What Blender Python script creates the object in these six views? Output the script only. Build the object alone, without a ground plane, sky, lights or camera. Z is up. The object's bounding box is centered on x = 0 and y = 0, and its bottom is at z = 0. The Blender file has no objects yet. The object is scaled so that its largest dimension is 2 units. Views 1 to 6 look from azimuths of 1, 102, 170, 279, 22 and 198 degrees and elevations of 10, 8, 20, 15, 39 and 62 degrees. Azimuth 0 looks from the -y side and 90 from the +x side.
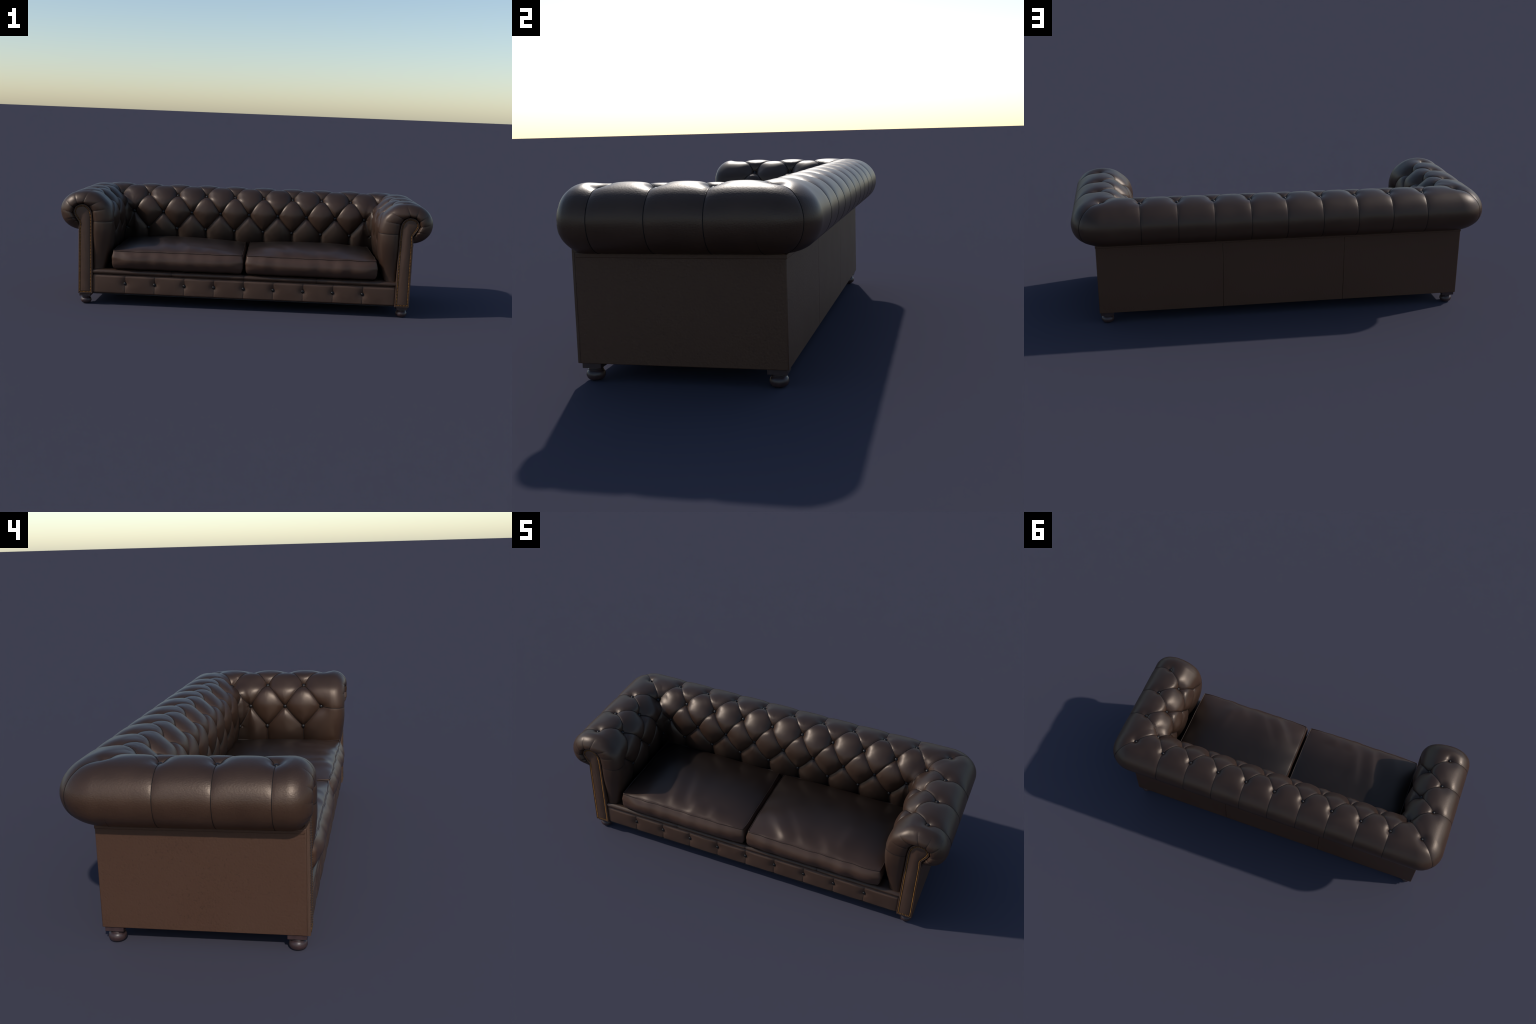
# Chesterfield sofa: tufted leather U (backrest + two rolled armrests), seat cushions,
# buttoned front rail, plain outer panels, nail-trimmed arm facings, bun feet.
import bpy, bmesh, math
import numpy as np
from mathutils import kdtree, Vector, Matrix

rng = np.random.default_rng(7)

# ------------------------------------------------------------------ dimensions (metres)
EDGE_X = 0.896          # outer face of the side panels
EDGE_Y = 0.293          # outer face of the back panel
FRONT_Y = -0.368        # front edge of the side panels
ARM_Y0 = -0.318         # where the arm roll starts to round over to its front
BASE_Z = 0.058
PITCH = 0.1705          # button pitch along the back

# ------------------------------------------------------------------ materials


def new_mat(name):
    m = bpy.data.materials.new(name)
    m.use_nodes = True
    nt = m.node_tree
    b = nt.nodes["Principled BSDF"]
    return m, nt, b


def leather(name, dark, light, rough=0.36, spec=0.5, grain=0.25, grain_scale=260.0, stretch=(1, 1, 1), mottle=9.0, rough_var=0.08, dist=0.0012, baked_shade=None, rough_outside=False, tone=0.35, cloud=1.0):
    m, nt, b = new_mat(name)
    N, L = nt.nodes, nt.links
    tc = N.new("ShaderNodeTexCoord")
    mp = N.new("ShaderNodeMapping")
    mp.inputs["Scale"].default_value = stretch
    L.new(tc.outputs["Object"], mp.inputs["Vector"])
    big = N.new("ShaderNodeTexNoise")
    big.inputs["Scale"].default_value = mottle
    big.inputs["Detail"].default_value = 5
    L.new(tc.outputs["Object"], big.inputs["Vector"])
    fine = N.new("ShaderNodeTexNoise")
    fine.inputs["Scale"].default_value = grain_scale
    fine.inputs["Detail"].default_value = 3
    L.new(mp.outputs["Vector"], fine.inputs["Vector"])
    vor = N.new("ShaderNodeTexVoronoi")
    vor.inputs["Scale"].default_value = grain_scale * 0.9
    L.new(mp.outputs["Vector"], vor.inputs["Vector"])
    add = N.new("ShaderNodeMath")
    add.operation = "MULTIPLY_ADD"
    L.new(fine.outputs["Fac"], add.inputs[0])
    add.inputs[1].default_value = tone
    soft = N.new("ShaderNodeMapRange")
    soft.inputs["To Min"].default_value = 0.5 - 0.5 * cloud
    soft.inputs["To Max"].default_value = 0.5 + 0.5 * cloud
    L.new(big.outputs["Fac"], soft.inputs["Value"])
    L.new(soft.outputs["Result"], add.inputs[2])
    ramp = N.new("ShaderNodeValToRGB")
    ramp.color_ramp.elements[0].position = 0.45
    ramp.color_ramp.elements[0].color = (*dark, 1)
    ramp.color_ramp.elements[1].position = 0.9
    ramp.color_ramp.elements[1].color = (*light, 1)
    L.new(add.outputs[0], ramp.inputs["Fac"])
    colour = ramp.outputs["Color"]
    if baked_shade:
        colour = baked_shade(nt, tc, colour)
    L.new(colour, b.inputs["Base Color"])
    rr = N.new("ShaderNodeMapRange")
    rr.inputs["To Min"].default_value = rough - rough_var
    rr.inputs["To Max"].default_value = rough + rough_var
    L.new(big.outputs["Fac"], rr.inputs["Value"])
    L.new(rr.outputs["Result"], b.inputs["Roughness"])
    b.inputs["Specular IOR Level"].default_value = spec
    b.inputs["Specular Tint"].default_value = (1.0, 0.84, 0.72, 1)     # waxed, brown-tinted sheen
    h = N.new("ShaderNodeMath")
    h.operation = "MULTIPLY_ADD"
    L.new(vor.outputs["Distance"], h.inputs[0])
    h.inputs[1].default_value = 0.6
    L.new(fine.outputs["Fac"], h.inputs[2])
    bump = N.new("ShaderNodeBump")
    bump.inputs["Strength"].default_value = grain
    bump.inputs["Distance"].default_value = dist
    L.new(h.outputs[0], bump.inputs["Height"])
    if rough_outside:                     # coarser pebbling on the outside of the arm rolls
        strong = N.new("ShaderNodeMath")
        strong.operation = "MULTIPLY_ADD"
        L.new(span(nt, tc, "X", 0.87, 0.96), strong.inputs[0])
        strong.inputs[1].default_value = 0.16
        strong.inputs[2].default_value = grain
        L.new(strong.outputs[0], bump.inputs["Strength"])
    L.new(bump.outputs["Normal"], b.inputs["Normal"])
    return m


def span(nt, tc, axis, lo, hi, absolute=True):
    """0..1 ramp of an object coordinate between lo and hi."""
    N, L = nt.nodes, nt.links
    sep = N.new("ShaderNodeSeparateXYZ")
    L.new(tc.outputs["Object"], sep.inputs[0])
    v = sep.outputs[axis]
    if absolute:
        ab = N.new("ShaderNodeMath")
        ab.operation = "ABSOLUTE"
        L.new(v, ab.inputs[0])
        v = ab.outputs[0]
    mr = N.new("ShaderNodeMapRange")
    mr.interpolation_type = "SMOOTHSTEP"
    mr.inputs["From Min"].default_value = lo
    mr.inputs["From Max"].default_value = hi
    L.new(v, mr.inputs["Value"])
    return mr.outputs["Result"]


def math_node(nt, op, a, b):
    n = nt.nodes.new("ShaderNodeMath")
    n.operation = op
    for i, v in enumerate((a, b)):
        if isinstance(v, (int, float)):
            n.inputs[i].default_value = v
        else:
            nt.links.new(v, n.inputs[i])
    return n.outputs[0]


def darken(nt, colour, amount, strength):
    """Mix a colour towards black-brown by amount * strength."""
    mix = nt.nodes.new("ShaderNodeMix")
    mix.data_type = "RGBA"
    nt.links.new(math_node(nt, "MULTIPLY", amount, strength), mix.inputs["Factor"])
    nt.links.new(colour, mix.inputs["A"])
    mix.inputs["B"].default_value = (0.004, 0.003, 0.0028, 1)
    return mix.outputs["Result"]


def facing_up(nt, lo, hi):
    """0..1 as the surface turns to face upwards (mask for the darker tops)."""
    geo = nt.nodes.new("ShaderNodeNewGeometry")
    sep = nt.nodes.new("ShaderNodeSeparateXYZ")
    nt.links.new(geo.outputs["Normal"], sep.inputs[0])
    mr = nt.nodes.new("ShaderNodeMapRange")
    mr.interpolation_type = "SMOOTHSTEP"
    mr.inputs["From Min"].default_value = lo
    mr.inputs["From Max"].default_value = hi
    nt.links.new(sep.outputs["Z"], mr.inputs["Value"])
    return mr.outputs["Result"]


def bake_shade_seat(nt, tc, colour):
    """Occlusion shade of backrest and arms baked into the seat colour."""
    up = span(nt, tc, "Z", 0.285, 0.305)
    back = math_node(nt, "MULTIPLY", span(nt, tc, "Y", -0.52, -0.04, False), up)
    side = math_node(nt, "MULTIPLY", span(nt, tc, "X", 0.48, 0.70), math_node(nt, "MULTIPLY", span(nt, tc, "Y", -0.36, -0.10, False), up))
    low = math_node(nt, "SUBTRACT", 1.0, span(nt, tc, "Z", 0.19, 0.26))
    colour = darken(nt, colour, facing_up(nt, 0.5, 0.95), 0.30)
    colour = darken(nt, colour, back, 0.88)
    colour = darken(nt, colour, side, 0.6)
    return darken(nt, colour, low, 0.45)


def bake_shade_tuft(nt, tc, colour):
    """Inner-face colour darkened for contact shade low by the seat and in both corners."""
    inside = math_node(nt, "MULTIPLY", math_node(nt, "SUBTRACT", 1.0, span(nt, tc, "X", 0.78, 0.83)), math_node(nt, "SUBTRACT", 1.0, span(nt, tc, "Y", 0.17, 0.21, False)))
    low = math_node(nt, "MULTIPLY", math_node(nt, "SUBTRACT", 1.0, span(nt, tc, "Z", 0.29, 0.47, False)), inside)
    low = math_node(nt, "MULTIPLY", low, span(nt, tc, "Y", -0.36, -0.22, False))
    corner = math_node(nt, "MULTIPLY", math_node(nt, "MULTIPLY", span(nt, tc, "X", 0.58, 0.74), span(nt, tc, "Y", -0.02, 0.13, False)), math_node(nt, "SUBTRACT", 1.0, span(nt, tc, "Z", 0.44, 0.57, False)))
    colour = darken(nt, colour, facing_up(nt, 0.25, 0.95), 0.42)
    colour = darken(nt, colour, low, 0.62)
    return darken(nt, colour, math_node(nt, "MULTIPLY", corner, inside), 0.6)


def plain(name, col, rough, metallic=0.0, spec=0.5, noise=0.0):
    m, nt, b = new_mat(name)
    b.inputs["Roughness"].default_value = rough
    b.inputs["Metallic"].default_value = metallic
    b.inputs["Specular IOR Level"].default_value = spec
    N, L = nt.nodes, nt.links
    tc = N.new("ShaderNodeTexCoord")
    n = N.new("ShaderNodeTexNoise")
    n.inputs["Scale"].default_value = 60
    L.new(tc.outputs["Object"], n.inputs["Vector"])
    r = N.new("ShaderNodeValToRGB")
    r.color_ramp.elements[0].position = 0.3
    r.color_ramp.elements[1].position = 0.7
    r.color_ramp.elements[0].color = (*[c * (1 - noise) for c in col], 1)
    r.color_ramp.elements[1].color = (*[c * (1 + noise) for c in col], 1)
    L.new(n.outputs["Fac"], r.inputs["Fac"])
    L.new(r.outputs["Color"], b.inputs["Base Color"])
    return m


M_TUFT = leather("tufted_leather", (0.039, 0.0195, 0.0120), (0.051, 0.0260, 0.0162), rough=0.42, spec=0.55, grain=0.06, grain_scale=170, stretch=(1, 1, 1.6), baked_shade=bake_shade_tuft, rough_outside=True)
M_SEAT = leather("seat_leather", (0.058, 0.030, 0.020), (0.072, 0.038, 0.026), rough=0.38, spec=0.48, grain=0.03, grain_scale=260, baked_shade=bake_shade_seat)
M_PANEL = leather("panel_leather", (0.012, 0.0052, 0.0028), (0.060, 0.0275, 0.0165), rough=0.52, spec=0.52, grain=0.28, grain_scale=150, mottle=5, tone=1.0, cloud=0.25)
M_FACING = leather("facing_leather", (0.064, 0.034, 0.023), (0.080, 0.044, 0.030), rough=0.50, spec=0.40, grain=0.15, grain_scale=260)
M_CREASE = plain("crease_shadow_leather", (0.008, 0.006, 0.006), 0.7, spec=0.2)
M_BUTTON = plain("button_leather", (0.011, 0.009, 0.009), 0.36, spec=0.30, noise=0.2)
M_NAIL = plain("antique_brass", (0.25, 0.12, 0.036), 0.46, metallic=1.0, noise=0.35)
M_WOOD = plain("dark_mahogany", (0.040, 0.022, 0.022), 0.38, spec=0.5, noise=0.25)
M_UNDER = plain("black_lining", (0.010, 0.009, 0.009), 0.9, spec=0.1)

# ------------------------------------------------------------------ object helpers
COL = bpy.context.scene.collection
sofa = bpy.data.objects.new("chesterfield_sofa", None)
COL.objects.link(sofa)
sofa["label"] = "dark brown leather Chesterfield sofa with deep button tufting"
sofa["category"] = "sofa"


def obj_from(name, verts, faces, mat, parent, smooth=True, kind=None, normals=None):
    me = bpy.data.meshes.new(name)
    me.from_pydata([tuple(map(float, v)) for v in verts], [], [tuple(map(int, f)) for f in faces])
    me.update()
    me.materials.append(mat)
    me.polygons.foreach_set("use_smooth", [smooth] * len(me.polygons))
    if normals is not None:
        me.normals_split_custom_set_from_vertices([tuple(map(float, n)) for n in normals])
    o = bpy.data.objects.new(name, me)
    COL.objects.link(o)
    o.parent = parent
    if kind:
        o["kind"] = kind
    return o


def obj_from_bm(name, bm, mat, parent, smooth=True, kind=None):
    bmesh.ops.recalc_face_normals(bm, faces=bm.faces)
    me = bpy.data.meshes.new(name)
    bm.to_mesh(me)
    bm.free()
    me.materials.append(mat)
    me.polygons.foreach_set("use_smooth", [smooth] * len(me.polygons))
    o = bpy.data.objects.new(name, me)
    COL.objects.link(o)
    o.parent = parent
    if kind:
        o["kind"] = kind
    return o


def sharp_by_angle(o, deg=35):
    o.data.set_sharp_from_angle(angle=math.radians(deg))


def rounded_box(name, lo, hi, r, mat, parent, seg=4):
    bm = bmesh.new()
    bmesh.ops.create_cube(bm, size=1.0)
    for v in bm.verts:
        for k in range(3):
            v.co[k] = lo[k] if v.co[k] < 0 else hi[k]
    if r > 0:
        bmesh.ops.bevel(bm, geom=list(bm.edges), offset=r, segments=seg, profile=0.5, affect="EDGES")
    o = obj_from_bm(name, bm, mat, parent)
    for p in o.data.polygons:             # main faces flat, bevels smooth
        p.use_smooth = max(abs(c) for c in p.normal) < 0.9995
    return o


def catmull(ctrl, n, u_out=None):
    """Catmull-Rom through control points, n samples uniform in knot parameter."""
    c = np.asarray(ctrl, float)
    c = np.vstack([2 * c[0] - c[1], c, 2 * c[-1] - c[-2]])
    k = len(c) - 3
    u = np.linspace(0, k, n) if u_out is None else np.asarray(u_out) * k
    i = np.clip(u.astype(int), 0, k - 1)
    f = (u - i)[:, None]
    p0, p1, p2, p3 = c[i], c[i + 1], c[i + 2], c[i + 3]
    return 0.5 * (2 * p1 + (p2 - p0) * f + (2 * p0 - 5 * p1 + 4 * p2 - p3) * f ** 2 + (3 * p1 - p0 - 3 * p2 + p3) * f ** 3)


def tube(pts, r, sides=6, closed=False):
    """Vertices and faces of a thin tube along a polyline."""
    p = np.asarray(pts, float)
    n = len(p)
    if closed:
        t = np.roll(p, -1, 0) - np.roll(p, 1, 0)
    else:
        t = np.gradient(p, axis=0)
    t /= np.linalg.norm(t, axis=1)[:, None] + 1e-12
    ref = np.array([0.31, 0.22, 0.92])
    a = np.cross(t, ref)
    a /= np.linalg.norm(a, axis=1)[:, None] + 1e-12
    b = np.cross(t, a)
    ang = np.linspace(0, 2 * np.pi, sides, endpoint=False)
    rr = r if np.ndim(r) else np.full(n, r)
    v = p[:, None] + rr[:, None, None] * (np.cos(ang)[None, :, None] * a[:, None] + np.sin(ang)[None, :, None] * b[:, None])
    f = []
    for i in range(n if closed else n - 1):
        j = (i + 1) % n
        for s in range(sides):
            s2 = (s + 1) % sides
            f.append((i * sides + s, i * sides + s2, j * sides + s2, j * sides + s))
    return v.reshape(-1, 3), f


class Heap:
    """Collects several pieces into one mesh."""

    def __init__(self):
        self.v, self.f, self.n = [], [], 0

    def add(self, v, f):
        self.v.append(np.asarray(v))
        self.f += [tuple(i + self.n for i in q) for q in f]
        self.n += len(v)

    def make(self, name, mat, parent, kind=None):
        return obj_from(name, np.vstack(self.v), self.f, mat, parent, kind=kind)


# ------------------------------------------------------------------ roll profile
# (outward offset from the outer panel face, height), inside bottom -> over the roll -> underside,
# each paired with the matching point on the outline of the arm's front facing.
PROFILE = [
    ((-0.134, 0.170), (-0.077, 0.170)),
    ((-0.156, 0.250), (-0.077, 0.250)),
    ((-0.178, 0.340), (-0.077, 0.340)),
    ((-0.188, 0.420), (-0.077, 0.420)),
    ((-0.188, 0.480), (-0.075, 0.478)),
    ((-0.170, 0.537), (-0.067, 0.513)),
    ((-0.137, 0.574), (-0.053, 0.531)),
    ((-0.095, 0.603), (-0.038, 0.541)),
    ((-0.045, 0.6145), (-0.024, 0.5435)),
    ((0.000, 0.612), (-0.008, 0.541)),
    ((0.045, 0.597), (0.008, 0.534)),
    ((0.080, 0.568), (0.019, 0.522)),
    ((0.100, 0.531), (0.025, 0.505)),
    ((0.103, 0.492), (0.0225, 0.488)),
    ((0.090, 0.453), (0.013, 0.471)),
    ((0.062, 0.423), (0.003, 0.456)),
    ((0.028, 0.406), (-0.0042, 0.444)),
    ((-0.006, 0.400), (-0.0026, 0.415)),
]
NT = 350
dense = catmull([np.hstack(p) for p in PROFILE], 4000)
arc = np.concatenate([[0], np.cumsum(np.linalg.norm(np.diff(dense[:, :2], axis=0), axis=1))])
tt = np.linspace(0, arc[-1], NT)
prof = np.stack([np.interp(tt, arc, dense[:, k]) for k in range(4)], 1)
PO, PZ, QO, QZ = prof.T


def row_at(o, z):
    return int(np.argmin((PO - o) ** 2 + (PZ - z) ** 2))


# ------------------------------------------------------------------ base surface grid of the tufted U
NA, NB, NC = 260, 720, 40          # columns: arm, back, arm front cap
corner_r = np.interp(PO, [-0.185, -0.165, -0.12, -0.02, 0.06, 0.103], [0.030, 0.036, 0.054, 0.060, 0.106, 0.132])


def arm_columns():
    """Right arm, front -> mitre: (NA, NT, 3)."""
    P = np.zeros((NA, NT, 3))
    for j in range(NT):
        xc, yc, r = EDGE_X + PO[j], EDGE_Y + PO[j], corner_r[j]
        straight = yc - r - ARM_Y0
        half = r * math.pi / 4
        s = np.linspace(0, 1, NA) * (straight + half)
        a = np.clip((s - straight) / r, 0, None)
        P[:, j, 0] = np.where(s < straight, xc, xc - r + r * np.cos(a))
        P[:, j, 1] = np.where(s < straight, ARM_Y0 + s, yc - r + r * np.sin(a))
        P[:, j, 2] = PZ[j]
    return P


def back_columns():
    """Back, right mitre -> left mitre: (NB, NT, 3), mitre columns excluded."""
    P = np.zeros((NB, NT, 3))
    for j in range(NT):
        xc, yc, r = EDGE_X + PO[j], EDGE_Y + PO[j], corner_r[j]
        half = r * math.pi / 4
        straight = xc - r                       # one half of the back
        s = np.linspace(0, 1, NB + 2)[1:-1]
        d = np.abs(s - 0.5) * 2 * (straight + half)     # distance from the middle
        a = np.clip((d - straight) / r, 0, None)
        x = np.where(d < straight, d, straight + r * np.sin(a))
        P[:, j, 0] = np.where(s < 0.5, x, -x)
        P[:, j, 1] = np.where(d < straight, yc, yc - r + r * np.cos(a))
        P[:, j, 2] = PZ[j]
    return P


# how the front rounds over towards the facing: fuller on the inside and top, rounder on the outside
CAP_IN = catmull([(0, ARM_Y0), (0.006, -0.328), (0.028, -0.344), (0.09, -0.361), (0.22, -0.375), (0.46, -0.384), (0.76, -0.384), (0.93, -0.374), (1.0, -0.360)], NC + 1)
CAP_OUT = catmull([(0, ARM_Y0), (0.010, -0.327), (0.045, -0.340), (0.13, -0.356), (0.30, -0.372), (0.56, -0.385), (0.82, -0.388), (0.94, -0.378), (1.0, -0.361)], NC + 1)


def cap_columns():
    """Front of the right arm, roll -> facing: (NC, NT, 3)."""
    P = np.zeros((NC, NT, 3))
    k = np.clip((PO + 0.15) / 0.07, 0, 1) * (np.arange(NT) > ROW2_MIN)
    k = k * k * (3 - 2 * k)
    for i in range(1, NC + 1):
        s = CAP_IN[i, 0] * (1 - k) + CAP_OUT[i, 0] * k
        y = CAP_IN[i, 1] * (1 - k) + CAP_OUT[i, 1] * k
        P[i - 1, :, 0] = EDGE_X + PO * (1 - s) + QO * s
        P[i - 1, :, 2] = PZ * (1 - s) + QZ * s
        low = np.clip((PZ - 0.19) / 0.23, 0, 1)
        low = np.where(PO < -0.1, low * low * (3 - 2 * low), 1.0)
        under = np.clip((PZ - 0.398) / 0.07, 0, 1)
        under = np.where(PO > -0.02, 0.55 + 0.45 * under * (2 - under), 1.0)
        P[i - 1, :, 1] = ARM_Y0 + (y - ARM_Y0) * (0.60 + 0.40 * low) * under
    return P


ROW2_MIN = int(np.argmax(PZ > 0.535))
arm, back, cap = arm_columns(), back_columns(), cap_columns()
flip = np.array([-1.0, 1, 1])
G = np.concatenate([cap[::-1], arm, back, (arm * flip)[::-1], cap * flip])
NU = len(G)
C_ARM = NC                       # first arm column (right)
C_MIT = NC + NA - 1              # right mitre
C_BACK = C_MIT + 1
C_MIT2 = C_BACK + NB             # left mitre
C_ARM2 = C_MIT2 + NA - 1         # left arm front


def grid_normals(P):
    du, dv = np.gradient(P, axis=0), np.gradient(P, axis=1)
    n = np.cross(du, dv)
    n /= np.linalg.norm(n, axis=2)[..., None] + 1e-12
    return n


N0 = grid_normals(G)
# make normals point outward (up on top of the roll)
if N0[C_BACK + NB // 2, row_at(-0.04, 0.615), 2] < 0:
    N0 = -N0


def sample(P, c, r):
    c = np.clip(np.asarray(c, float), 0, NU - 1.001)
    r = np.clip(np.asarray(r, float), 0, NT - 1.001)
    i, j = c.astype(int), r.astype(int)
    f, g = (c - i)[..., None], (r - j)[..., None]
    return (P[i, j] * (1 - f) + P[i + 1, j] * f) * (1 - g) + (P[i, j + 1] * (1 - f) + P[i + 1, j + 1] * f) * g


def on_back(x, row):
    cols = np.arange(C_BACK - 1, C_MIT2 + 1)
    return float(np.interp(-x, -G[cols, row, 0], cols)), float(row)


def on_arm(y, row, side):
    cols = np.arange(C_ARM, C_MIT + 1)
    c = float(np.interp(y, G[cols, row, 1], cols))
    return (c if side > 0 else NU - 1 - c), float(row)


def on_mitre(row, side):
    return (float(C_MIT) if side > 0 else float(C_MIT2)), float(row)


ROW = {1: row_at(-0.018, 0.6135), 2: row_at(-0.126, 0.581), 3: row_at(-0.188, 0.462), 4: row_at(-0.181, 0.359)}
ROW_BOTTOM = 4
ROW_UNDER = NT - 2
DEPTH = {1: 0.013, 2: 0.020, 3: 0.010, 4: 0.005}

buttons = []      # (owner, (col,row), row number)
pleats = []       # (owner, a, b, strength a, strength b)
seams = []        # thin seams: (owner, a, b, strength a, strength b)

R1 = {k: on_back(k * PITCH, ROW[1]) for k in range(-4, 5)}
R2 = {k: on_back((k + 0.5) * 0.1712, ROW[2]) for k in range(-4, 4)}
R3 = {k: on_back(k * 0.1695, ROW[3]) for k in range(-4, 5)}
R4 = {k: on_back((k + 0.5) * PITCH, ROW[4]) for k in range(-4, 4)}
for k in range(-4, 5):
    buttons += [("back", R1[k], 1), ("back", R3[k], 3)]
    seams.append(("back", R1[k], (on_back(k * PITCH, ROW_UNDER)[0], ROW_UNDER), 1.0, 0.5))
    for m in (k - 1, k):
        if -4 <= m <= 3:
            pleats += [("back", R1[k], R2[m], 1, 1), ("back", R2[m], R3[k], 1, 1), ("back", R3[k], R4[m], 1, 1)]
for k in range(-4, 4):
    buttons += [("back", R2[k], 2), ("back", R4[k], 4)]
    pleats.append(("back", R4[k], (on_back((k + 0.5) * PITCH, ROW_BOTTOM)[0], ROW_BOTTOM), 1, 0.8))

for side, nm in ((1, "arm_r"), (-1, "arm_l")):
    A1 = [on_arm(y, ROW[1], side) for y in (0.077, -0.099, -0.275)]
    A2 = [on_arm(y, ROW[2], side) for y in (-0.011, -0.187)]
    A3 = [on_arm(y, ROW[3], side) for y in (0.068, -0.100, -0.275)]
    A4 = [on_arm(y, ROW[4], side) for y in (-0.011, -0.187)]
    K = {r: on_mitre(ROW[r], side) for r in (1, 2, 4)}
    buttons += [(nm, a, 1) for a in A1] + [(nm, a, 2) for a in A2] + [(nm, a, 3) for a in A3] + [(nm, a, 4) for a in A4]
    buttons += [(nm, K[r], r) for r in (1, 2, 4)]
    e = 4 * side
    pleats += [(nm, K[1], K[2], 1, 1), ("back", K[2], R1[e], 1, 1), (nm, K[2], A1[0], 1, 1), ("back", K[2], R3[e], 1, 1), (nm, K[2], A3[0], 1, 1),
               ("back", R3[e], K[4], 1, 1), (nm, A3[0], K[4], 1, 1), (nm, K[4], (K[4][0], ROW_BOTTOM), 1, 1)]
    pleats += [(nm, A1[0], A2[0], 1, 1), (nm, A1[1], A2[0], 1, 1), (nm, A1[1], A2[1], 1, 1), (nm, A1[2], A2[1], 1, 1),
               (nm, A2[0], A3[0], 1, 1), (nm, A2[0], A3[1], 1, 1), (nm, A2[1], A3[1], 1, 1), (nm, A2[1], A3[2], 1, 1),
               (nm, A3[0], A4[0], 1, 1), (nm, A3[1], A4[0], 1, 1), (nm, A3[1], A4[1], 1, 1), (nm, A3[2], A4[1], 1, 1)]
    for a, y in zip(A4, (-0.011, -0.187)):
        pleats.append((nm, a, (on_arm(y, ROW_BOTTOM, side)[0], ROW_BOTTOM), 1, 0.8))
    for a, y in zip(A1, (0.077, -0.099, -0.275)):
        seams.append((nm, a, (on_arm(y, ROW_UNDER, side)[0], ROW_UNDER), 1.0, 0.5))
    seams.append((nm, K[1], (K[1][0], ROW_UNDER), 0.95, 0.4))            # mitre seam
    # short tucks under the roll next to the corner
    for q0, q1 in ((on_arm(0.225, row_at(0.094, 0.46), side), on_arm(0.235, ROW_UNDER, side)),
                   (on_back(0.835 * side, row_at(0.075, 0.435)), on_back(0.845 * side, ROW_UNDER))):
        seams.append((nm if q0[0] < C_MIT or q0[0] > C_MIT2 else "back", q0, q1, 0.05, 0.7))
    # seam from the foremost button forward, round to the facing
    w_end = 0.0 if side > 0 else NU - 1.0
    seams.append((nm, A3[2], (w_end, row_at(-0.176, 0.452)), 0.72, 0.72))

gathers = []
for side, nm in ((1, "arm_r"), (-1, "arm_l")):
    for qx, qz, w0 in ((-0.069, 0.506, 0.42), (-0.053, 0.531, 0.40), (-0.026, 0.5435, 0.30), (0.001, 0.538, 0.34), (0.019, 0.522, 0.42), (0.0245, 0.497, 0.45), (0.013, 0.471, 0.40), (0.004, 0.457, 0.52)):
        j = float(np.argmin((QO - qx) ** 2 + (QZ - qz) ** 2))
        c0, c1 = NC * (1 - w0), 0.0
        jj = j + rng.uniform(-1.5, 1.5)
        if side < 0:
            c0, c1 = NU - 1 - c0, NU - 1 - c1
        gathers.append((nm, (c0, jj), (c1, j), 0.0, 1.0))


def line_pts(a, b, n):
    """Grid coordinates along a fold: straight in (length along the sofa, profile row) where both ends lie on one run."""
    f = np.linspace(0, 1, n)
    r = a[1] + (b[1] - a[1]) * f
    c = a[0] + (b[0] - a[0]) * f
    if abs(a[0] - b[0]) < 1e-6:
        return c, r
    lo, hi = sorted((a[0], b[0]))
    if C_ARM <= lo and hi <= C_MIT:
        run, ax = np.arange(C_ARM, C_MIT + 1), 1
    elif C_MIT2 <= lo and hi <= C_ARM2:
        run, ax = np.arange(C_ARM2, C_MIT2 - 1, -1), 1
    elif C_MIT - 1 <= lo and hi <= C_MIT2 + 1:
        run, ax = np.arange(C_MIT2, C_MIT - 1, -1), 0
    else:
        return c, r
    w0, w1 = sample(G, a[0], a[1])[ax], sample(G, b[0], b[1])[ax]
    w = w0 + (w1 - w0) * f
    for i in range(n):
        j = int(round(r[i]))
        c[i] = np.interp(w[i], G[run, j, ax], run)
    c[0], c[-1] = a[0], b[0]
    return c, r


def dense_line(a, b, sa, sb, step=0.0013):
    c, r = line_pts(a, b, 40)
    p = sample(G, c, r)
    L = np.linalg.norm(np.diff(p, axis=0), axis=1).sum()
    n = max(4, int(L / step))
    c, r = (np.interp(np.linspace(0, 39, n), np.arange(40), q) for q in (c, r))
    return sample(G, c, r), np.linspace(sa, sb, n), L


def blur(a, n, axis_pad="edge"):
    """Repeated small box blur over the grid (smooths the ridges where two puffs' distance fields meet)."""
    for _ in range(n):
        p = np.pad(a, ((1, 1), (0, 0)), mode="edge")
        a = (p[:-2] + 2 * p[1:-1] + p[2:]) / 4
        p = np.pad(a, ((0, 0), (1, 1)), mode="edge")
        a = (p[:, :-2] + 2 * p[:, 1:-1] + p[:, 2:]) / 4
    return a


def smooth(x):
    x = np.clip(x, 0, 1)
    return x * x * (3 - 2 * x)


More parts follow.
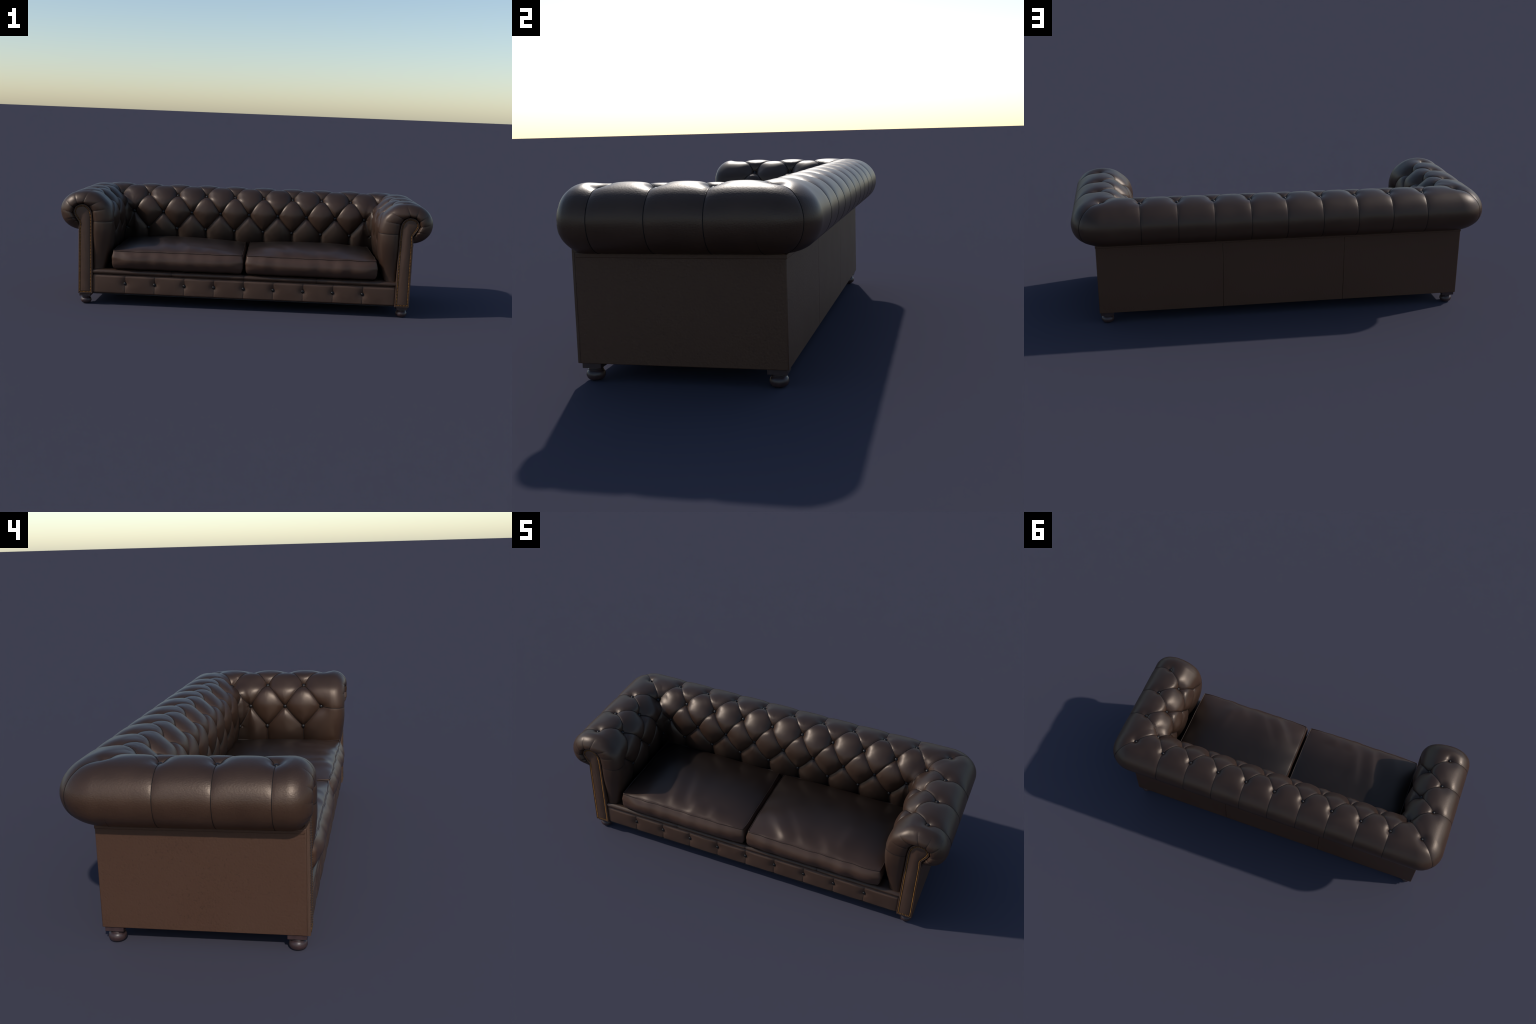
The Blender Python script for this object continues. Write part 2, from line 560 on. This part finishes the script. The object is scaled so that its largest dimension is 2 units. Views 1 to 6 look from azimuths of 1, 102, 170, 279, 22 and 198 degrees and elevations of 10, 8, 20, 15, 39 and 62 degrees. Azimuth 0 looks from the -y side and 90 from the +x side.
def build_tree(lines, arched=False):
    """KD tree of points along the folds; an arched fold is deep at its buttons and shallow halfway."""
    P, S = [], []
    for _, a, b, sa, sb in lines:
        p, s, _ = dense_line(a, b, sa, sb)
        if arched and min(a[1], b[1]) > ROW[4] - 3:
            f = np.linspace(0, 1, len(s))
            top = smooth((0.5 * (a[1] + b[1]) - ROW[4]) / (ROW[3] - ROW[4]) * 0.5)
            s = s * (1 - (0.22 + 0.34 * top) * (4 * f * (1 - f)) ** 0.8)
        P.append(p)
        S.append(s)
    P, S = np.vstack(P), np.concatenate(S)
    kd = kdtree.KDTree(len(P))
    for i, p in enumerate(P):
        kd.insert(p, i)
    kd.balance()
    return kd, S


flat = G.reshape(-1, 3)


def query(kd, S):
    d, s = np.empty(len(flat)), np.empty(len(flat))
    find = kd.find
    for i, p in enumerate(flat):
        _, k, dist = find(p)
        d[i], s[i] = dist, k
    return d.reshape(NU, NT), S[s.astype(int)].reshape(NU, NT)


dP, sP = query(*build_tree(pleats, True))
dS, sS = query(*build_tree(seams))
dG, sG = query(*build_tree(gathers))
bp = np.array([sample(G, b[1][0], b[1][1]) for b in buttons])
kd = kdtree.KDTree(len(bp))
for i, p in enumerate(bp):
    kd.insert(p, i)
kd.balance()
bd = np.array([0.001 if b[2] == 4 and abs(b[1][0] % 1) < 1e-9 and b[1][0] in (C_MIT, C_MIT2) else DEPTH[b[2]] for b in buttons])
dB, sB = query(kd, bd)

rows = np.arange(NT)[None].astype(float)
inner = 1 - smooth((rows - ROW[2] + 34) / (ROW[1] - ROW[2] + 34))    # 1 on the tufted inside, 0 on the outer roll
puff_r = 0.060 + 0.026 * inner
puff_h = 0.0070 + 0.0205 * inner
qq = np.clip(dP / puff_r, 0, 1)
soft = -sP * puff_h * (1 - (1 - (1 - qq) ** 2.0) ** 0.70)
soft -= sB * (0.72 * np.exp(-(dB / 0.032) ** 1.7) + 0.28 * np.exp(-np.clip(dB - 0.006, 0, None) / 0.009))
fine = -0.0036 * np.exp(-dP / 0.0040)
fine -= sS * (0.0017 * np.exp(-(dS / 0.008)) + 0.0014 * np.exp(-dS / 0.003))
fine -= sG * (0.0040 * np.exp(-(dG / 0.006)) + 0.0015 * np.exp(-dG / 0.0022))
b1, b2 = blur(soft, 8), blur(soft, 70)
w1 = smooth((np.minimum(dP, dB) - 0.005) / 0.014)
w2 = smooth((np.minimum(dP, dB) - 0.020) / 0.024)
soft = soft * (1 - w1) + b1 * w1
soft = soft * (1 - w2) + b2 * w2
# the roll sags towards each seam where it leaves its button
soft -= 0.0065 * smooth((sS - 0.72) / 0.26) * np.exp(-(dS / 0.024) ** 1.3)
disp = blur(soft + fine, 1)
# a flat seat for every button, a little below the surrounding leather
floor = -(puff_h * 0.9 + sB)
wb = 1 - smooth((dB - 0.0050) / 0.006)
disp = disp * (1 - wb) + np.minimum(floor, disp) * wb
F = G + N0 * disp[..., None]
N1 = grid_normals(F)
if (N1 * N0).sum() < 0:
    N1 = -N1


def grid_faces(c0, c1):
    n = NT
    I, J = np.meshgrid(np.arange(c1 - c0), np.arange(n - 1), indexing="ij")
    a = I * n + J
    return np.stack([a, a + 1, a + n + 1, a + n], -1).reshape(-1, 4)[:, ::-1]


parts = {}
for nm, title, c0, c1 in (("arm_r", "armrest", 0, C_MIT), ("back", "backrest", C_MIT, C_MIT2), ("arm_l", "armrest", C_MIT2, NU - 1)):
    v = F[c0:c1 + 1].reshape(-1, 3)
    f = grid_faces(c0, c1)
    e1, e2 = v[f[:, 1]] - v[f[:, 0]], v[f[:, 2]] - v[f[:, 0]]
    if (np.cross(e1, e2) * N1[c0:c1 + 1].reshape(-1, 3)[f[:, 0]]).sum() < 0:
        f = f[:, ::-1]
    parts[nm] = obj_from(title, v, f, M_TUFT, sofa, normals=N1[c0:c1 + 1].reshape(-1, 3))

# crease shadow modelled as a thin dark cord along every pleat, seam and gather
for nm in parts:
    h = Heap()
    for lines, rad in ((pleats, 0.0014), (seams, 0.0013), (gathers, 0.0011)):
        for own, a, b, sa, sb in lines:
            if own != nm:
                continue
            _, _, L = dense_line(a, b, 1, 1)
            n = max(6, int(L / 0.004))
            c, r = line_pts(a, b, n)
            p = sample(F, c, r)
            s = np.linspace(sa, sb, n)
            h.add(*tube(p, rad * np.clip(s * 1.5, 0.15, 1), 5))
    h.make("crease_shadow_cord", M_CREASE, parts[nm], kind="stuff")

# ------------------------------------------------------------------ covered buttons
prof_b = [(0.0, 0.0052), (0.003, 0.0049), (0.0056, 0.0038), (0.0076, 0.0019), (0.0084, -0.0004), (0.0078, -0.0028), (0.006, -0.004)]
bm = bmesh.new()
SEG = 20
rings = []
for r, z in prof_b:
    rings.append([bm.verts.new((0, 0, z))] if r == 0 else [bm.verts.new((r * math.cos(2 * math.pi * i / SEG), r * math.sin(2 * math.pi * i / SEG), z)) for i in range(SEG)])
for i in range(SEG):
    bm.faces.new((rings[0][0], rings[1][i], rings[1][(i + 1) % SEG]))
for a, b in zip(rings[1:-1], rings[2:]):
    for i in range(SEG):
        bm.faces.new((a[i], b[i], b[(i + 1) % SEG], a[(i + 1) % SEG]))
bm.faces.new(rings[-1][::-1])
b_obj = obj_from_bm("button", bm, M_BUTTON, parts["back"])
BUTTON = b_obj.data
bpy.data.objects.remove(b_obj)


def place_button(parent, p, n, scale=1.0):
    o = bpy.data.objects.new("button", BUTTON)
    COL.objects.link(o)
    o.parent = parent
    n = Vector(n).normalized()
    m = n.to_track_quat("Z", "Y").to_matrix().to_4x4()
    o.matrix_basis = Matrix.Translation(Vector(p)) @ m @ Matrix.Scale(scale, 4)


for own, (c, r), k in buttons:
    p, n = sample(F, c, r), sample(N0, c, r)
    if k in (2, 4):                       # corner buttons face diagonally
        n = n / np.linalg.norm(n)
    sc = 0.72 if (k == 4 and abs(c - C_MIT) < 1e-6 or k == 4 and abs(c - C_MIT2) < 1e-6) else 1.14
    place_button(parts[own], p + n * (0.0074 if k == 1 else 0.0060), n, sc)

# ------------------------------------------------------------------ arm facings with nail-head trim


def facing_outline(side):
    """Closed outline (x, z) of the keyhole-shaped front panel."""
    q = catmull([p[1] for p in PROFILE[3:]], 160)
    top = [(EDGE_X + a, b) for a, b in q]
    col_out = [(EDGE_X - 0.0026 + 0.0010 * f, 0.415 + (BASE_Z - 0.415) * f) for f in np.linspace(0, 1, 24)[1:]]
    bottom = [(EDGE_X - 0.0016 - 0.0774 * f, BASE_Z) for f in np.linspace(0, 1, 8)[1:]]
    col_in = [(EDGE_X - 0.079 + 0.002 * f, BASE_Z + (0.42 - BASE_Z) * f) for f in np.linspace(0, 1, 24)[1:-1]]
    pts = np.array(top + col_out + bottom + col_in)
    pts[:, 0] *= side
    return pts


def inset(pts, d):
    """Offset of a closed outline to its inside, with mitred corners."""
    area = 0.5 * np.sum(pts[:, 0] * np.roll(pts[:, 1], -1) - np.roll(pts[:, 0], -1) * pts[:, 1])
    e = np.roll(pts, -1, 0) - pts
    e /= np.linalg.norm(e, axis=1)[:, None] + 1e-12
    n = np.stack([-e[:, 1], e[:, 0]], 1) * (1 if area > 0 else -1)
    m = n + np.roll(n, 1, 0)
    m /= np.linalg.norm(m, axis=1)[:, None] + 1e-12
    c = np.clip((m * n).sum(1), 0.5, 1)
    return pts + m * (d / c)[:, None]


for side, nm in ((1, "arm_r"), (-1, "arm_l")):
    out = facing_outline(side)
    n = len(out)
    bm = bmesh.new()
    levels = [(0.0, -0.3440), (0.0, -0.3695), (0.0007, -0.3715), (0.0020, -0.3726), (0.0040, -0.3726), (0.0052, -0.3718), (0.0058, -0.3700), (0.0122, -0.3700), (0.0130, -0.3715), (0.0150, -0.3725)]
    loops = []
    for d, y in levels:
        r = inset(out, d) if d else out
        loops.append([bm.verts.new((x, y, z)) for x, z in r])
    for a, b in zip(loops, loops[1:]):
        for i in range(n):
            bm.faces.new((a[i], a[(i + 1) % n], b[(i + 1) % n], b[i]))
    bm.faces.new(loops[-1])
    o = obj_from_bm("facing_panel", bm, M_FACING, parts[nm])
    sharp_by_angle(o, 50)
    # nails
    path = inset(out, 0.0092)
    seg = np.linalg.norm(np.roll(path, -1, 0) - path, axis=1)
    cum = np.concatenate([[0], np.cumsum(seg)])
    count = int(round(cum[-1] / 0.0080))
    closed = np.vstack([path, path[:1]])
    h = Heap()
    ang = np.linspace(0, 2 * np.pi, 10, endpoint=False)
    for i in range(count):
        d = cum[-1] * i / count
        x, z = np.interp(d, cum, closed[:, 0]), np.interp(d, cum, closed[:, 1])
        R = 0.0032 * rng.uniform(0.93, 1.05)
        v, f = [], []
        for rr, yy in ((1.0, 0.0), (0.88, -0.0020), (0.52, -0.0037)):
            v += [(x + R * rr * math.cos(a), -0.3698 + yy, z + R * rr * math.sin(a)) for a in ang]
        v.append((x, -0.3698 - 0.0042, z))
        for ring in range(2):
            f += [(ring * 10 + k, ring * 10 + (k + 1) % 10, ring * 10 + 10 + (k + 1) % 10, ring * 10 + 10 + k) for k in range(10)]
        f += [(20 + k, 20 + (k + 1) % 10, 30) for k in range(10)]
        h.add(v, f)
    h.make("nailhead_trim", M_NAIL, parts[nm], kind="stuff")

# ------------------------------------------------------------------ outer panels
T = 0.02
side_panels = []
for s in (1, -1):
    xs = sorted((s * EDGE_X, s * (EDGE_X - T)))
    p = rounded_box("side_panel", (xs[0], FRONT_Y + 0.006, BASE_Z), (xs[1], EDGE_Y - 0.001, 0.404), 0.002, M_PANEL, sofa, 2)
    xs = sorted((s * (EDGE_X + 0.0018), s * (EDGE_X - 0.012)))
    q = rounded_box("welt", (xs[0], FRONT_Y + 0.010, 0.388), (xs[1], EDGE_Y + 0.0005, 0.403), 0.002, M_PANEL, p, 2)
    xs = sorted((s * (EDGE_X - 0.0008), s * (EDGE_X - 0.03)))
    q = rounded_box("front_edge_welt", (xs[0], FRONT_Y + 0.0008, BASE_Z + 0.0006), (xs[1], FRONT_Y + 0.0052, 0.404), 0.0012, M_FACING, p, 2)
back_edges = [-(EDGE_X - 0.001), -0.2995, 0.2995, EDGE_X - 0.001]
for a, b in zip(back_edges, back_edges[1:]):
    rounded_box("back_panel", (a + 0.0004, EDGE_Y - T, BASE_Z), (b - 0.0004, EDGE_Y, 0.404), 0.0016, M_PANEL, sofa, 2)
rounded_box("back_welt", (-EDGE_X, EDGE_Y - 0.012, 0.388), (EDGE_X, EDGE_Y + 0.0018, 0.4025), 0.002, M_PANEL, sofa, 2)
rounded_box("underside", (-EDGE_X + 0.012, FRONT_Y + 0.012, BASE_Z + 0.004), (EDGE_X - 0.012, EDGE_Y - 0.012, BASE_Z + 0.010), 0, M_UNDER, sofa)

# ------------------------------------------------------------------ front rail with buttons, border bar and deck
RX = 0.8185
NX, NZ = 620, 60
xs = np.linspace(-RX, RX, NX)
zs = np.linspace(0, 1, NZ)
Z0, Z1 = 0.0625, 0.1675
rail_btn = [k * 0.1605 for k in range(-4, 5)]
X, Zp = np.meshgrid(xs, zs, indexing="ij")
Z = Z0 + (Z1 - Z0) * Zp
Y = np.full_like(X, -0.3690)
Y += 0.010 * np.clip((Zp - 0.84) / 0.16, 0, 1) ** 2.2 + 0.007 * np.clip((0.08 - Zp) / 0.08, 0, 1) ** 2
Y += 0.008 * np.exp(-(RX - np.abs(X)) / 0.006)
for bx in rail_btn:
    d = np.hypot(X - bx, Z - 0.1185)
    Y += 0.010 * np.exp(-(d / 0.017) ** 1.2)
    up = np.where(Z > 0.1185, 1.0, 0.7)
    Y += (0.0028 * np.exp(-np.abs(X - bx) / 0.010) + 0.0012 * np.exp(-np.abs(X - bx) / 0.0022)) * up
    # fullness between buttons
Y -= 0.0025 * np.abs(np.sin(np.pi * X / 0.1605)) * np.sin(np.pi * Zp)
V = np.stack([X, Y, Z], -1).reshape(-1, 3)
# fold top and bottom edges backwards
V2 = V.reshape(NX, NZ, 3)
V2 = np.concatenate([V2[:, :1] + np.array([0, 0.05, 0.0]), V2, V2[:, -1:] + np.array([0, 0.05, 0.0])], 1)
nz = NZ + 2
I, J = np.meshgrid(np.arange(NX - 1), np.arange(nz - 1), indexing="ij")
a = I * nz + J
faces = np.stack([a, a + nz, a + nz + 1, a + 1], -1).reshape(-1, 4)
rail = obj_from("front_rail", V2.reshape(-1, 3), faces, M_FACING, sofa)
sharp_by_angle(rail, 60)
h = Heap()


def rail_y(x, z):
    i = int(round((x + RX) / (2 * RX) * (NX - 1)))
    k = int(round((z - Z0) / (Z1 - Z0) * (NZ - 1)))
    return Y[i, min(max(k, 0), NZ - 1)]


for bx in rail_btn:
    lean = 0.0035
    pts = [(bx + lean * (z - 0.1185) / 0.05 * 0.3, rail_y(bx, z), z) for z in np.linspace(Z0 + 0.002, Z1 - 0.002, 26)]
    h.add(*tube(pts, 0.0009, 5))
    place_button(rail, (bx, rail_y(bx, 0.1185) - 0.0045, 0.1185), (0, -1, 0), 1.12)
h.make("crease_shadow_cord", M_CREASE, rail, kind="stuff")
h = Heap()
h.add(*tube([(x, -0.3635, 0.0610) for x in np.linspace(-RX, RX, 40)], 0.0022, 8))
h.make("bottom_edge_line", M_BUTTON, rail, kind="stuff")

bar_edges = [-RX, -0.391, 0.0, 0.391, RX]
for a, b in zip(bar_edges, bar_edges[1:]):
    bm = bmesh.new()
    prof_bar = catmull([(-0.30, 0.193), (-0.335, 0.1955), (-0.355, 0.1955), (-0.365, 0.192), (-0.3715, 0.184), (-0.3705, 0.174), (-0.363, 0.1685), (-0.350, 0.1675)], 40)
    n_x = 24
    grid = []
    for i in range(n_x + 1):
        f = i / n_x
        x = a + (b - a) * f
        e = min(f, 1 - f) * (b - a)
        dip = 0.0022 * math.exp(-e / 0.004)
        grid.append([bm.verts.new((x, y + dip * (1 if y < -0.34 else 0), z - dip * (0.6 if z > 0.185 else -0.6))) for y, z in prof_bar])
    for g0, g1 in zip(grid, grid[1:]):
        for k in range(len(prof_bar) - 1):
            bm.faces.new((g0[k], g1[k], g1[k + 1], g0[k + 1]))
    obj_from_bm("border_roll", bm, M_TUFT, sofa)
h = Heap()
for x in bar_edges[1:-1]:
    h.add(*tube([(x, y + 0.0012, z) for y, z in prof_bar], 0.0008, 5))
h.make("border_stitching", M_CREASE, rail, kind="stuff")
rounded_box("seat_deck", (-0.80, -0.32, 0.16), (0.80, 0.22, 0.192), 0.004, M_UNDER, sofa)

# ------------------------------------------------------------------ seat cushions


def smooth_noise(seed, x, y, freq):
    g = np.random.default_rng(seed)
    out = np.zeros_like(x)
    for _ in range(7):
        a = g.uniform(0, 2 * np.pi)
        k = freq * g.uniform(0.5, 1.4)
        out += np.sin(k * (x * np.cos(a) + y * np.sin(a)) + g.uniform(0, 6.28))
    return out / 7


def cushion(side, seed, folds):
    cx, hx = 0.3605 * side, 0.3475
    y0, y1 = -0.366, 0.135
    cy, hy = (y0 + y1) / 2, (y1 - y0) / 2
    zb, zt = 0.199, 0.300
    nx, ny, nzs = 150, 110, 28

    def outline(a, b):
        """Square -> rounded-corner plan."""
        k = 0.10
        x, y = cx + hx * a * (1 - k * 0.10 * b ** 8), cy + hy * b * (1 - k * 0.10 * a ** 8)
        lip = np.clip(-b, 0, 1) ** 6 * (1 - a ** 10)
        return x, y + lip * (0.0050 * smooth_noise(seed + 9, x, x * 0, 60) - 0.003)

    def top_z(a, b):
        x, y = cx + hx * a, cy + hy * b
        crown = 0.036 * (np.clip(1 - np.abs(a) ** 2.6, 0, 1) ** 0.75) * (np.clip(1 - np.abs(b) ** 2.8, 0, 1) ** 0.6)
        m = np.clip(1 - a ** 6, 0, 1) * np.clip(1 - b ** 10, 0, 1)
        w = np.zeros_like(x)
        for x0, yy0, x1, yy1, steep, gentle, amp in folds:
            d = np.array([x1 - x0, yy1 - yy0])
            length = np.hypot(*d)
            d /= length
            along = ((x - x0) * d[0] + (y - yy0) * d[1]) / length
            across = (x - x0) * d[1] - (y - yy0) * d[0]            # > 0 on the +x flank
            env = np.clip((along + 0.12) / 0.35, 0, 1) * np.clip((1.25 - along) / 0.7, 0, 1)
            env = env * env * (3 - 2 * env)
            spread = 1 + 0.5 * np.clip(along, 0, 1.2)
            w += amp * env * np.exp(-(across / (np.where(across < 0, steep, gentle) * spread)) ** 2)
        w += 0.0045 * smooth_noise(seed, x, y, 15)
        edge = 0.0055 * smooth_noise(seed + 5, x, y, 42) * (1 - np.clip(1 - np.maximum(np.abs(a), np.abs(b)) ** 14, 0, 1))
        return zt + crown + w * m + edge

    # top
    a = np.sin(np.linspace(-1, 1, nx) * np.pi / 2) * 0.5 + np.linspace(-1, 1, nx) * 0.5
    b = np.sin(np.linspace(-1, 1, ny) * np.pi / 2) * 0.5 + np.linspace(-1, 1, ny) * 0.5
    A, B = np.meshgrid(a, b, indexing="ij")
    x, y = outline(A, B)
    verts = np.stack([x, y, top_z(A, B)], -1).reshape(-1, 3).tolist()
    I, J = np.meshgrid(np.arange(nx - 1), np.arange(ny - 1), indexing="ij")
    q = I * ny + J
    faces = np.stack([q, q + ny, q + ny + 1, q + 1], -1).reshape(-1, 4).tolist()
    # boundary loop, counter-clockwise
    loop = [i * ny for i in range(nx)] + [(nx - 1) * ny + j for j in range(1, ny)] + [i * ny + ny - 1 for i in range(nx - 2, -1, -1)] + [j for j in range(ny - 2, 0, -1)]
    rim = np.array([verts[i] for i in loop])
    nl = len(loop)
    tang = np.roll(rim, -1, 0) - np.roll(rim, 1, 0)
    nrm = np.stack([tang[:, 1], -tang[:, 0], np.zeros(nl)], 1)
    # soften normals round the corners
    for _ in range(6):
        nrm = (np.roll(nrm, 1, 0) + nrm + np.roll(nrm, -1, 0)) / 3
    nrm /= np.linalg.norm(nrm, axis=1)[:, None]
    s = np.concatenate([[0], np.cumsum(np.linalg.norm(np.roll(rim, -1, 0) - rim, axis=1))[:-1]])
    total = s[-1] + np.linalg.norm(rim[0] - rim[-1])
    ph = 2 * np.pi * s / total
    g = np.random.default_rng(seed + 11)
    wave = sum(g.uniform(0.4, 1) * np.sin(k * ph + g.uniform(0, 6.28)) for k in (5, 8, 11, 17)) / 3.0
    wave2 = sum(g.uniform(0.4, 1) * np.sin(k * ph + g.uniform(0, 6.28)) for k in (7, 13, 19, 26)) / 3.0
    corner = np.clip(1 - np.minimum(np.abs(np.abs(rim[:, 0] - cx) - hx), 1) / 0.05, 0, 1) * np.clip(1 - np.abs(np.abs(rim[:, 1] - cy) - hy) / 0.05, 0, 1)
    front = np.clip(-nrm[:, 1], 0, 1) ** 2 * np.clip((hx - np.abs(rim[:, 0] - cx)) / 0.10, 0, 1) ** 0.5
    prev = loop
    for k in range(1, nzs + 1):
        f = k / nzs
        swell = math.sin(math.pi * min(1, f * 1.02)) ** 0.8
        bulge = swell * (0.0115 + 0.0130 * front)
        z = rim[:, 2] * (1 - f) + zb * f
        roll = 0.010 * max(0, (f - 0.88) / 0.12) ** 2
        off = bulge * (1 + 0.16 * wave) - roll + 0.0012 * wave2 * math.sin(math.pi * f) * (0.4 + f)
        off += corner * 0.0012 * np.sin(2.5 * np.pi * f * 2 + seed) * math.sin(math.pi * f)
        ring = rim + nrm * np.asarray(off)[:, None]
        ring[:, 2] = z + 0.0015 * wave2 * f
        base = len(verts)
        verts += ring.tolist()
        cur = list(range(base, base + nl))
        for i in range(nl):
            j = (i + 1) % nl
            faces.append((prev[i], cur[i], cur[j], prev[j]))
        prev = cur
    faces.append(prev[::-1])
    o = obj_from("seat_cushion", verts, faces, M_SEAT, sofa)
    sharp_by_angle(o, 62)
    # welt along the top edge with a stitched line below and above it
    h = Heap()
    h.add(*tube(rim + nrm * 0.0006 + np.array([0, 0, 0.0004]), 0.0021, 8, closed=True))
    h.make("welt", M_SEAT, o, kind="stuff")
    h = Heap()
    h.add(*tube(rim + nrm * 0.0022 - np.array([0, 0, 0.0026]), 0.0009, 5, closed=True))
    h.add(*tube(rim - nrm * 0.0022 + np.array([0, 0, 0.0010]), 0.0006, 5, closed=True))
    h.make("welt_stitching", M_CREASE, o, kind="stuff")
    return o


# folds on the seat, front end -> back end (world x, y), widths of the steep and gentle flank, height
cushion(1, 21, [(0.240, -0.385, 0.075, -0.185, 0.026, 0.050, 0.0135), (0.335, -0.390, 0.175, -0.130, 0.026, 0.050, 0.0075), (0.470, -0.395, 0.400, -0.270, 0.024, 0.045, 0.0055), (0.490, -0.330, 0.520, -0.120, 0.030, 0.050, 0.0065)])
cushion(-1, 34, [(-0.415, -0.370, -0.490, -0.060, 0.025, 0.040, 0.0075), (-0.335, -0.310, -0.385, -0.060, 0.024, 0.040, 0.0062), (-0.305, -0.385, -0.290, -0.290, 0.022, 0.040, 0.0075), (-0.195, -0.385, -0.180, -0.290, 0.024, 0.045, 0.0080), (-0.560, -0.385, -0.590, -0.200, 0.03, 0.05, 0.003)])

# ------------------------------------------------------------------ bun feet
FOOT = [(0.000, 0.0), (0.016, 0.0), (0.0225, 0.0018), (0.0275, 0.0065), (0.0303, 0.0130), (0.0305, 0.0190), (0.0285, 0.0255), (0.0248, 0.0300), (0.0236, 0.0312), (0.0250, 0.0325), (0.0252, 0.0345), (0.0236, 0.0360), (0.0228, 0.0375), (0.0228, 0.0430)]
fp = catmull(FOOT, 60)
bm = bmesh.new()
rings = []
for r, z in fp:
    r = max(r * 0.97, 0.0004)
    rings.append([bm.verts.new((r * math.cos(2 * math.pi * i / 40), r * math.sin(2 * math.pi * i / 40), max(z, 0))) for i in range(40)])
for p, q2 in zip(rings, rings[1:]):
    for i in range(40):
        bm.faces.new((p[i], p[(i + 1) % 40], q2[(i + 1) % 40], q2[i]))
bm.faces.new(rings[0][::-1])
bun = obj_from_bm("foot", bm, M_WOOD, sofa)
bun_mesh = bun.data
bpy.data.objects.remove(bun)
for sx in (1, -1):
    for fy in (-0.3295, 0.2560):
        o = bpy.data.objects.new("foot", bun_mesh)
        COL.objects.link(o)
        o.parent = sofa
        o.location = (sx * 0.860, fy, 0)
        pl = rounded_box("mounting_block", (-0.0305, -0.0305, 0.0415), (0.0305, 0.0305, BASE_Z + 0.006), 0.001, M_WOOD, o, 1)
